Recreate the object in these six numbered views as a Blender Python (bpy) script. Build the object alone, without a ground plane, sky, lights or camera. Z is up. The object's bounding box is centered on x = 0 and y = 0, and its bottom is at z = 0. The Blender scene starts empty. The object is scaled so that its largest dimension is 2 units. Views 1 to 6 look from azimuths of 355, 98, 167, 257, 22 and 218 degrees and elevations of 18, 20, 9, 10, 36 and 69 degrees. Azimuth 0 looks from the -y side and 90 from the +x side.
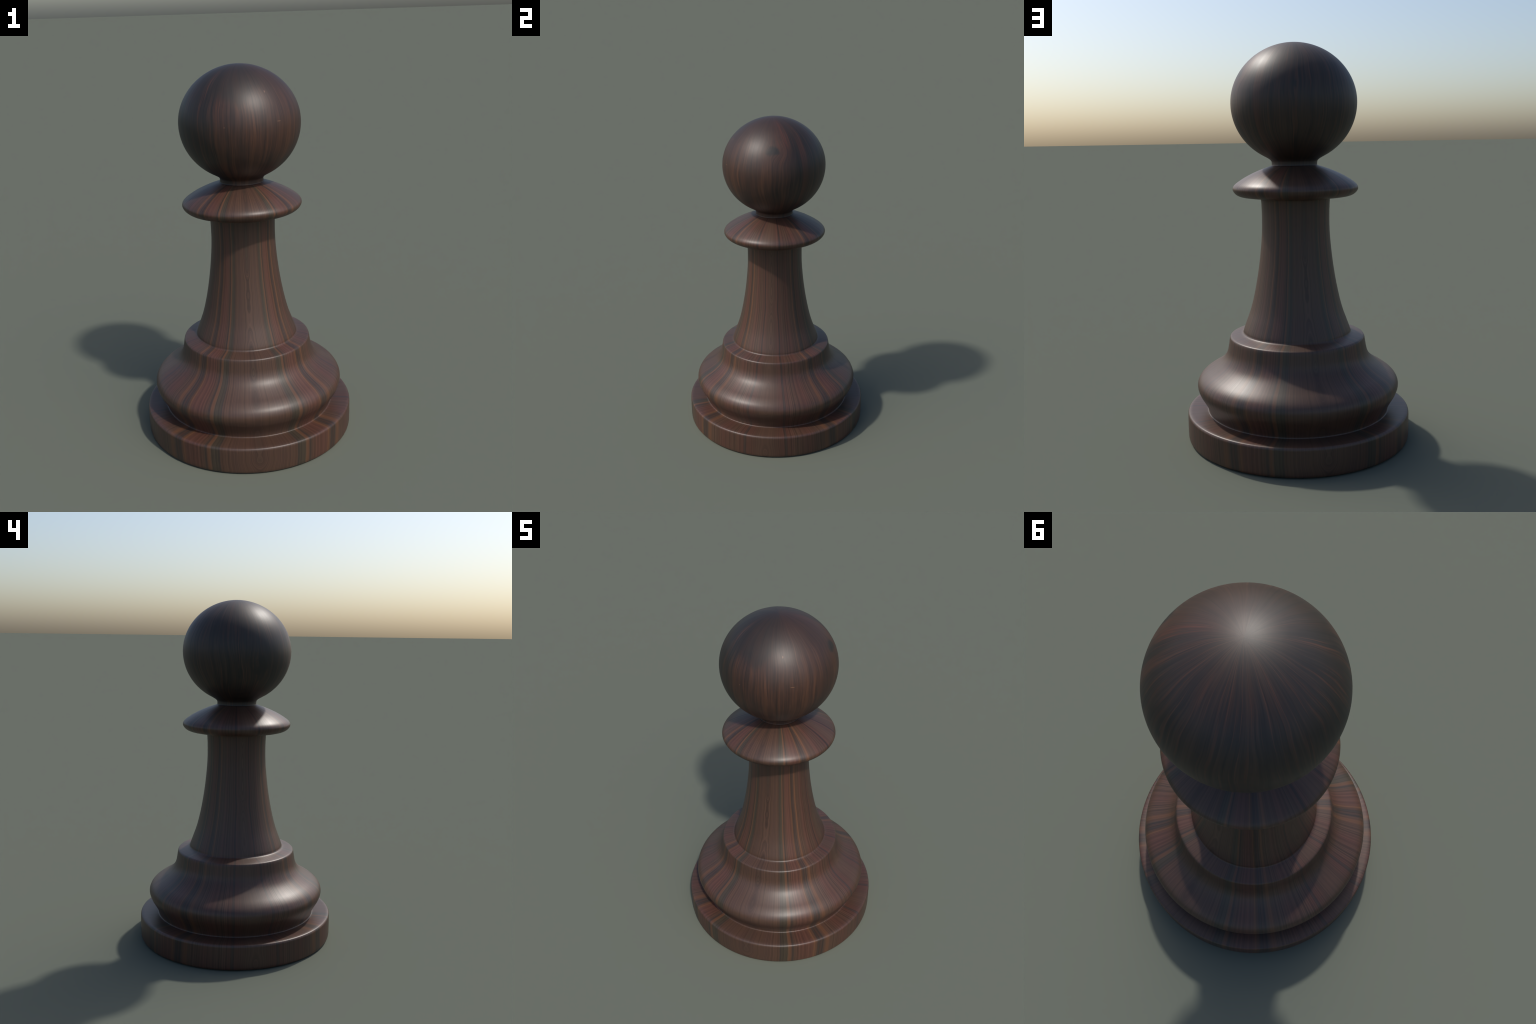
# Turned wooden chess pawn: one lathe profile, split into its turned parts.
import bpy, math
import numpy as np

SEGMENTS = 256          # facets round the axis
HEAD_SHIFT = 0.0028     # the head sits a hair off the axis, towards +x

# ---------------------------------------------------------------- profiles
# (radius, height) control polygons, rounded by corner cutting.
FOOT = [(0.0, 0.0), (0.45, 0.0), (0.556, 0.0), (0.567, 0.0015), (0.5735, 0.0095), (0.5752, 0.025),
        (0.5755, 0.07), (0.5754, 0.125), (0.5745, 0.1400), (0.5661, 0.1483), (0.530, 0.1486),
        (0.492, 0.1480), (0.478, 0.1478), (0.4695, 0.1486)]
SWELL = [(0.4672, 0.1535), (0.4685, 0.1615), (0.4768, 0.1826), (0.4921, 0.2106), (0.5130, 0.2452),
         (0.5232, 0.2813), (0.5115, 0.3150), (0.4818, 0.3416), (0.4366, 0.3671),
         (0.3945, 0.3978), (0.3723, 0.4244), (0.3599, 0.4525), (0.3534, 0.4885),
         (0.3487, 0.5210), (0.3449, 0.5305), (0.3318, 0.5347), (0.3053, 0.5408),
         (0.2850, 0.5455)]
STEM = [(0.2765, 0.5510), (0.2745, 0.5640), (0.2585, 0.6064), (0.2323, 0.6775), (0.2066, 0.7888),
        (0.1855, 0.9196), (0.1718, 1.0599), (0.1707, 1.1601), (0.1731, 1.2103),
        (0.1742, 1.2298)]
COLLAR = [(0.1775, 1.2383), (0.2003, 1.2409), (0.2501, 1.2440), (0.2850, 1.2501), (0.3076, 1.2655),
          (0.3183, 1.2862), (0.3108, 1.3048), (0.2856, 1.3250), (0.2401, 1.3526),
          (0.1800, 1.3798), (0.1245, 1.3985)]
NECK = [(0.1155, 1.4010), (0.1140, 1.4040), (0.1142, 1.4144), (0.1160, 1.4255), (0.1290, 1.4362)]
BALL_RADIUS, BALL_Z, BALL_TOP, BALL_DROP = 0.3140, 1.7088, 2.0, 0.2965


def ball_profile():
    """Slightly squashed ball, from the neck fillet to the crown."""
    pts = []
    for deg in np.linspace(-61.5, 90.0, 72):
        t = math.radians(deg)
        h = BALL_DROP if deg < 0 else BALL_TOP - BALL_Z
        e = 2 / 2.016 if deg < 0 else 2 / 1.965      # shoulders a little leaner than an ellipse
        r = BALL_RADIUS * math.cos(t) ** e if deg < 89.9 else 0.0
        pts.append((r, BALL_Z + h * math.copysign(abs(math.sin(t)) ** e, t)))
    return pts


PARTS = [("foot", FOOT), ("moulded_base", SWELL), ("stem", STEM), ("collar", COLLAR),
         ("head", NECK + ball_profile())]


def rounded_profile():
    """Corner-cut the whole control polygon; remember which part each point belongs to."""
    pts, tag = [], []
    for i, (_, ctrl) in enumerate(PARTS):
        pts += ctrl
        tag += [i] * len(ctrl)
    P = np.array(pts, float)
    T = np.array(tag, float)
    for _ in range(3):
        a, b = P[:-1], P[1:]
        Q = np.empty((2 * len(a) + 2, 2))
        Q[0], Q[-1] = P[0], P[-1]
        Q[1:-1:2] = .75 * a + .25 * b
        Q[2:-1:2] = .25 * a + .75 * b
        ta, tb = T[:-1], T[1:]
        S = np.empty(len(Q))
        S[0], S[-1] = T[0], T[-1]
        S[1:-1:2], S[2:-1:2] = ta, tb
        P, T = Q, S
    # drop near-duplicates
    keep = [0]
    for i in range(1, len(P)):
        if np.hypot(*(P[i] - P[keep[-1]])) > 4e-4:
            keep.append(i)
    keep[-1] = len(P) - 1
    return P[keep], T[keep].astype(int)


def profile_normals(P):
    d = np.gradient(P, axis=0)
    n = np.stack([d[:, 1], -d[:, 0]], 1)
    n[0], n[-1] = (0, -1), (0, 1)
    return n / np.maximum(np.linalg.norm(n, axis=1), 1e-9)[:, None]


def smooth(x, lo, hi):
    t = min(max((x - lo) / (hi - lo), 0.0), 1.0)
    return t * t * (3 - 2 * t)


def lathe(name, P, N):
    """Turn a piece of profile into a mesh with the whole body's normals."""
    verts, normals, faces, rings = [], [], [], []
    for (r, z), (nr, nz) in zip(P, N):
        ox = HEAD_SHIFT * smooth(z, 1.385, 1.405)
        if r < 1e-6:
            rings.append([len(verts)])
            verts.append((ox, 0, z))
            normals.append((0, 0, math.copysign(1, nz)))
            continue
        ring = []
        for k in range(SEGMENTS):
            a = 2 * math.pi * k / SEGMENTS
            c, s = math.cos(a), math.sin(a)
            ring.append(len(verts))
            verts.append((ox + r * c, r * s, z))
            normals.append((nr * c, nr * s, nz))
        rings.append(ring)
    for A, B in zip(rings[:-1], rings[1:]):
        for k in range(SEGMENTS):
            j = (k + 1) % SEGMENTS
            if len(A) == 1:
                faces.append((A[0], B[j], B[k]))
            elif len(B) == 1:
                faces.append((A[k], A[j], B[0]))
            else:
                faces.append((A[k], A[j], B[j], B[k]))
    me = bpy.data.meshes.new(name)
    me.from_pydata(verts, [], faces)
    me.update()
    me.polygons.foreach_set("use_smooth", [True] * len(me.polygons))
    me.normals_split_custom_set_from_vertices(normals)
    ob = bpy.data.objects.new(name, me)
    bpy.context.scene.collection.objects.link(ob)
    return ob


# ---------------------------------------------------------------- materials
class Nodes:
    def __init__(self, name):
        self.mat = bpy.data.materials.new(name)
        self.mat.use_nodes = True
        self.nt = self.mat.node_tree
        self.bsdf = self.nt.nodes["Principled BSDF"]
        self.co = self.nt.nodes.new("ShaderNodeTexCoord").outputs["Object"]
        sep = self.nt.nodes.new("ShaderNodeSeparateXYZ")
        self.nt.links.new(self.co, sep.inputs[0])
        self.x, self.y, self.z = sep.outputs

    def put(self, sock, v):
        if isinstance(v, bpy.types.NodeSocket):
            self.nt.links.new(v, sock)
        else:
            sock.default_value = v

    def math(self, op, a, b=0.0, c=0.0, clamp=False):
        n = self.nt.nodes.new("ShaderNodeMath")
        n.operation = op
        n.use_clamp = clamp
        for s, v in zip(n.inputs, (a, b, c)):
            self.put(s, v)
        return n.outputs[0]

    def vec(self, x, y, z):
        n = self.nt.nodes.new("ShaderNodeCombineXYZ")
        for s, v in zip(n.inputs, (x, y, z)):
            self.put(s, v)
        return n.outputs[0]

    def noise(self, vec, scale=1.0, detail=2.0, rough=0.5, distort=0.0):
        n = self.nt.nodes.new("ShaderNodeTexNoise")
        self.put(n.inputs["Vector"], vec)
        n.inputs["Scale"].default_value = scale
        n.inputs["Detail"].default_value = detail
        n.inputs["Roughness"].default_value = rough
        n.inputs["Distortion"].default_value = distort
        return n.outputs["Fac"]

    def remap(self, v, a, b, c=0.0, d=1.0, smoothstep=True):
        n = self.nt.nodes.new("ShaderNodeMapRange")
        n.interpolation_type = 'SMOOTHSTEP' if smoothstep else 'LINEAR'
        self.put(n.inputs[0], v)
        for i, val in zip((1, 2, 3, 4), (a, b, c, d)):
            self.put(n.inputs[i], val)
        return n.outputs[0]

    def ramp(self, fac, stops):
        n = self.nt.nodes.new("ShaderNodeValToRGB")
        e = n.color_ramp.elements
        while len(e) < len(stops):
            e.new(1.0)
        for el, (p, c) in zip(e, stops):
            el.position = p
            el.color = (*c, 1)
        self.put(n.inputs[0], fac)
        return n.outputs[0]

    def mix(self, fac, a, b, mode='MIX'):
        n = self.nt.nodes.new("ShaderNodeMix")
        n.data_type = 'RGBA'
        n.blend_type = mode
        self.put(n.inputs["Factor"], fac)
        for s, v in ((n.inputs[6], a), (n.inputs[7], b)):
            self.put(s, (*v, 1) if isinstance(v, tuple) else v)
        return n.outputs[2]

    def azimuth(self, shift=0.0):
        """Degrees round the axis, 0 at -y, growing towards +x, in 0..360."""
        a = self.math('ARCTAN2', self.math('SUBTRACT', self.x, shift), self.math('MULTIPLY', self.y, -1.0))
        return self.math('MODULO', self.math('ADD', self.math('MULTIPLY', a, 180 / math.pi), 360.0), 360.0)

    def finish(self, colour, rough, bump, strength):
        n = self.nt.nodes.new("ShaderNodeBump")
        n.inputs["Strength"].default_value = strength
        n.inputs["Distance"].default_value = 0.002
        self.put(n.inputs["Height"], bump)
        self.put(self.bsdf.inputs["Normal"], n.outputs[0])
        self.put(self.bsdf.inputs["Base Color"], colour)
        self.put(self.bsdf.inputs["Roughness"], rough)
        self.bsdf.inputs["Specular IOR Level"].default_value = 0.5
        return self.mat


RED, ORANGE = (.070, .0300, .0205), (.102, .0450, .0230)
BROWN, PURPLE = (.063, .0330, .0215), (.057, .0300, .0212)
OLIVE, DARK = (.043, .0310, .0208), (.029, .0210, .0170)


def striped_wood():
    """Straight-grained rosewood: stripes run along the axis, the pattern book-matched
    every quarter turn, with small cathedral loops on the match lines."""
    m = Nodes("rosewood")
    a = m.math('PINGPONG', m.azimuth(), 90.0)
    # cathedral loops: the grain bends round where the halves meet
    wob = m.noise(m.vec(0.0, 0.0, m.math('MULTIPLY', m.z, 4.2)), 1.0, 1.0, .5)
    d1 = m.remap(wob, .36, .70, 0.0, 6.5, False)
    t = m.math('SUBTRACT', 90.0, a)
    t = m.math('SQRT', m.math('ADD', m.math('MULTIPLY', t, t), m.math('MULTIPLY', d1, d1)))
    a = m.math('SUBTRACT', 90.0, t)
    wob2 = m.noise(m.vec(3.7, 0.0, m.math('MULTIPLY', m.z, 4.0)), 1.0, 2.0, .5)
    d2 = m.remap(wob2, .34, .66, 0.0, 6.0, False)
    a = m.math('SQRT', m.math('ADD', m.math('MULTIPLY', a, a), m.math('MULTIPLY', d2, d2)))
    # the grain drifts a little with height
    drift = m.noise(m.vec(m.math('MULTIPLY', a, .02), 9.1, m.math('MULTIPLY', m.z, 1.6)), 1.0, 2.0, .5)
    a = m.math('ADD', a, m.remap(drift, .3, .7, -.8, .8, False))
    stripes = [(0, OLIVE), (3, PURPLE), (8, BROWN), (13, PURPLE), (18, BROWN), (20.2, BROWN),
               (21, DARK), (22, OLIVE), (25, OLIVE), (26.6, ORANGE), (27.5, BROWN), (28.3, DARK),
               (29.4, BROWN), (33, RED), (38, RED), (39.6, RED), (41.1, ORANGE), (42.6, BROWN),
               (43.6, DARK), (45.1, PURPLE), (46.5, DARK), (47.6, BROWN), (49.8, ORANGE), (52, BROWN),
               (56, BROWN), (62, RED), (70, BROWN), (76.2, RED), (77.4, DARK), (79, RED),
               (85, BROWN), (90, BROWN)]
    col = m.ramp(m.math('DIVIDE', a, 90.0), [(p / 90.0, c) for p, c in stripes])
    # fine grain lines, with a stronger family in the side quarters
    g1 = m.noise(m.vec(m.math('MULTIPLY', a, .95), 2.0, m.math('MULTIPLY', m.z, .35)), 1.0, 3.0, .6)
    g2 = m.noise(m.vec(m.math('MULTIPLY', a, 2.2), 5.0, m.math('MULTIPLY', m.z, .8)), 1.0, 2.0, .6)
    side = m.math('MULTIPLY', m.remap(a, 50.0, 64.0, .75, 1.0), m.remap(a, 90.0, 80.0, .35, 1.0))
    k = m.math('MULTIPLY', m.remap(g1, .32, .62, -.5, .18, False), side)
    k = m.math('ADD', k, m.remap(g2, .3, .7, -.19, .19, False))
    k = m.math('ADD', k, 1.0)
    col = m.mix(1.0, col, m.vec(k, k, k), 'MULTIPLY')
    rough = m.remap(g1, .3, .7, .46, .42, False)
    return m.finish(col, rough, g2, .05)


def head_wood():
    """The ball: darker heartwood at the back, brown sapwood streaks in front, a few knots."""
    m = Nodes("dark_rosewood")
    az = m.azimuth(HEAD_SHIFT)
    lat = m.math('MULTIPLY', m.math('ARCTAN2', m.math('SUBTRACT', m.z, BALL_Z),
                 m.math('SQRT', m.math('ADD', m.math('MULTIPLY', m.x, m.x), m.math('MULTIPLY', m.y, m.y)))),
                 180 / math.pi)

    def turn(centre):
        """signed angle from a meridian, -180..180"""
        return m.math('WRAP', m.math('SUBTRACT', az, centre), 180.0, -180.0)

    # knots push the grain sideways
    knots = [(95.5, 26.5, 7.5, 5.0), (284, -15, 8, 12), (167, 14, 2.2, 5), (262, -22, 2.5, 6)]
    bend, knot_mask, halo = 0.0, 0.0, 0.0
    ragged = m.remap(m.noise(m.vec(m.x, m.y, m.z), 26.0, 3.0, .6), .3, .7, -.7, .7, False)
    for kaz, klat, w, h in knots:
        du = m.math('DIVIDE', turn(kaz), w)
        dv = m.math('DIVIDE', m.math('SUBTRACT', lat, klat), h)
        r2 = m.math('ADD', m.math('MULTIPLY', du, du), m.math('MULTIPLY', dv, dv))
        fall = m.math('EXPONENT', m.math('MULTIPLY', r2, -.28))
        bend = m.math('ADD', bend, m.math('MULTIPLY', m.math('MULTIPLY', du, fall), -.65 * w))
        knot_mask = m.math('MAXIMUM', knot_mask, m.remap(m.math('ADD', r2, ragged), .2, 1.7, 1.0, 0.0))
        halo = m.math('MAXIMUM', halo, fall)
    warp = m.noise(m.vec(m.math('MULTIPLY', m.x, 3.0), m.math('MULTIPLY', m.y, 3.0), m.math('MULTIPLY', m.z, 2.4)), 1.0, 2.0)
    g = m.math('ADD', m.math('ADD', az, bend), m.remap(warp, .3, .7, -4.0, 4.0, False))
    lat_s = m.math('MULTIPLY', lat, .012)
    ring = m.math('MULTIPLY', g, math.pi / 180)
    cx, cy = m.math('COSINE', ring), m.math('SINE', ring)

    def streaks(freq, stretch, detail, seed):
        return m.noise(m.vec(m.math('MULTIPLY', cx, freq), m.math('MULTIPLY', cy, freq),
                       m.math('ADD', m.math('MULTIPLY', lat_s, stretch), seed)), 1.0, detail, .62)

    broad, mid, fine = streaks(3.2, 1.2, 3.0, 1.3), streaks(18, 1.0, 3.0, 7.7), streaks(46, 2.0, 2.0, 4.1)
    # sapwood front between two heartwood borders
    wav = m.remap(broad, .3, .7, -9.0, 9.0, False)
    left = m.math('ADD', m.math('ADD', turn(334), m.math('MULTIPLY', wav, .5)), m.remap(mid, .35, .65, -9.0, 9.0, False))
    right = m.math('SUBTRACT', 124.0, turn(0))
    front = m.math('MULTIPLY', m.remap(left, -12, 9), m.remap(right, -6, 16))
    # dark crown reaching down over the left front
    crown = m.math('MULTIPLY', m.remap(m.math('SUBTRACT', m.math('ADD', lat, wav), m.math('MULTIPLY', m.math('ABSOLUTE', turn(350)), .5)), 16, 30),
                   m.remap(turn(26), 9, -7))
    front = m.math('MULTIPLY', front, m.math('SUBTRACT', 1.0, m.math('MULTIPLY', crown, .85)))
    sap = m.ramp(m.math('ADD', m.math('MULTIPLY', mid, .65), m.math('MULTIPLY', broad, .35)),
                 [(.30, (.014, .0095, .0085)), (.42, (.027, .0145, .011)), (.50, (.038, .0180, .0125)),
                  (.60, (.057, .0250, .0145)), (.72, (.040, .0195, .0135))])
    heart = m.ramp(m.math('ADD', m.math('MULTIPLY', mid, .6), m.math('MULTIPLY', broad, .4)),
                   [(.32, (.0125, .0098, .009)), (.46, (.0225, .0148, .0115)), (.58, (.036, .0195, .0130)),
                    (.70, (.024, .017, .0125))])
    # the heartwood is blackest on the left side, and carries sparse thin red lines
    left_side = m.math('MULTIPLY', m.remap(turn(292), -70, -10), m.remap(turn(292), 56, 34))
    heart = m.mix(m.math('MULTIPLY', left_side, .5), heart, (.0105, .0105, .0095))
    lines = streaks(30, 1.3, 2.0, 12.9)
    heart = m.mix(m.math('MULTIPLY', m.remap(lines, .53, .66), .85), heart, (.052, .0225, .0135))
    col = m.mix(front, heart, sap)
    col = m.mix(m.math('MULTIPLY', m.math('MULTIPLY', crown, m.remap(left, -12, 9)), .55), col, (.0145, .0130, .0115))
    # towards the crown the front dulls to an even dark red-brown
    dull = m.math('MULTIPLY', front, m.remap(m.math('ADD', lat, wav), 22, 50))
    col = m.mix(m.math('MULTIPLY', dull, .7), col, (.029, .0165, .0125))
    # red flame beside the big knot and along the right border
    red1 = m.math('MULTIPLY', m.remap(turn(129), -1.5, .5), m.remap(turn(129), 12, 1))
    red2 = m.math('MULTIPLY', m.math('MULTIPLY', m.remap(turn(112), -26, -4), m.remap(turn(112), 16, 6)), m.remap(lat, 24, 36))
    red2 = m.math('MULTIPLY', red2, m.math('MULTIPLY', m.remap(lines, .50, .62), m.remap(lat, 80, 62)))
    col = m.mix(m.math('MULTIPLY', m.math('MULTIPLY', red1, m.remap(lat, 50, 20, .15, 1.0)), .85), col, (.050, .019, .012))
    col = m.mix(m.math('MULTIPLY', red2, .9), col, (.072, .0235, .0145))
    dark_edge = m.math('MULTIPLY', m.remap(turn(125), -5, 2), m.remap(turn(128.5), .8, -.8))
    col = m.mix(m.math('MULTIPLY', dark_edge, .5), col, (.0105, .0100, .0095))
    col = m.mix(m.math('MULTIPLY', knot_mask, .85), col, (.011, .011, .010))
    k = m.math('ADD', 1.0, m.remap(fine, .3, .7, -.28, .28, False))
    col = m.mix(1.0, col, m.vec(k, k, k), 'MULTIPLY')
    # tiny pale nicks
    for naz, nlat, w, h in ((25, 34, .9, 1.6), (33, 6, 2.6, .5), (342, 3, .7, .5)):
        du = m.math('DIVIDE', turn(naz), w)
        dv = m.math('DIVIDE', m.math('SUBTRACT', lat, nlat), h)
        r2 = m.math('ADD', m.math('MULTIPLY', du, du), m.math('MULTIPLY', dv, dv))
        col = m.mix(m.remap(r2, .1, 1.0, .6, 0.0), col, (.16, .085, .05))
    return m.finish(col, m.remap(mid, .3, .7, .51, .47, False), fine, .05)


# ---------------------------------------------------------------- build
P, T = rounded_profile()
N = profile_normals(P)
root = bpy.data.objects.new("chess_pawn", None)
bpy.context.scene.collection.objects.link(root)
root["label"] = "tall turned chess pawn of dark striped polished rosewood"
root["category"] = "chess piece"

wood, dark_wood = striped_wood(), head_wood()
for i, (name, _) in enumerate(PARTS):
    idx = np.where(T == i)[0]
    last = min(idx[-1] + 1, len(P) - 1)          # share the border ring with the next part
    sl = slice(idx[0], last + 1)
    part = lathe(name, P[sl], N[sl])
    part.parent = root
    part.data.materials.append(dark_wood if name == "head" else wood)
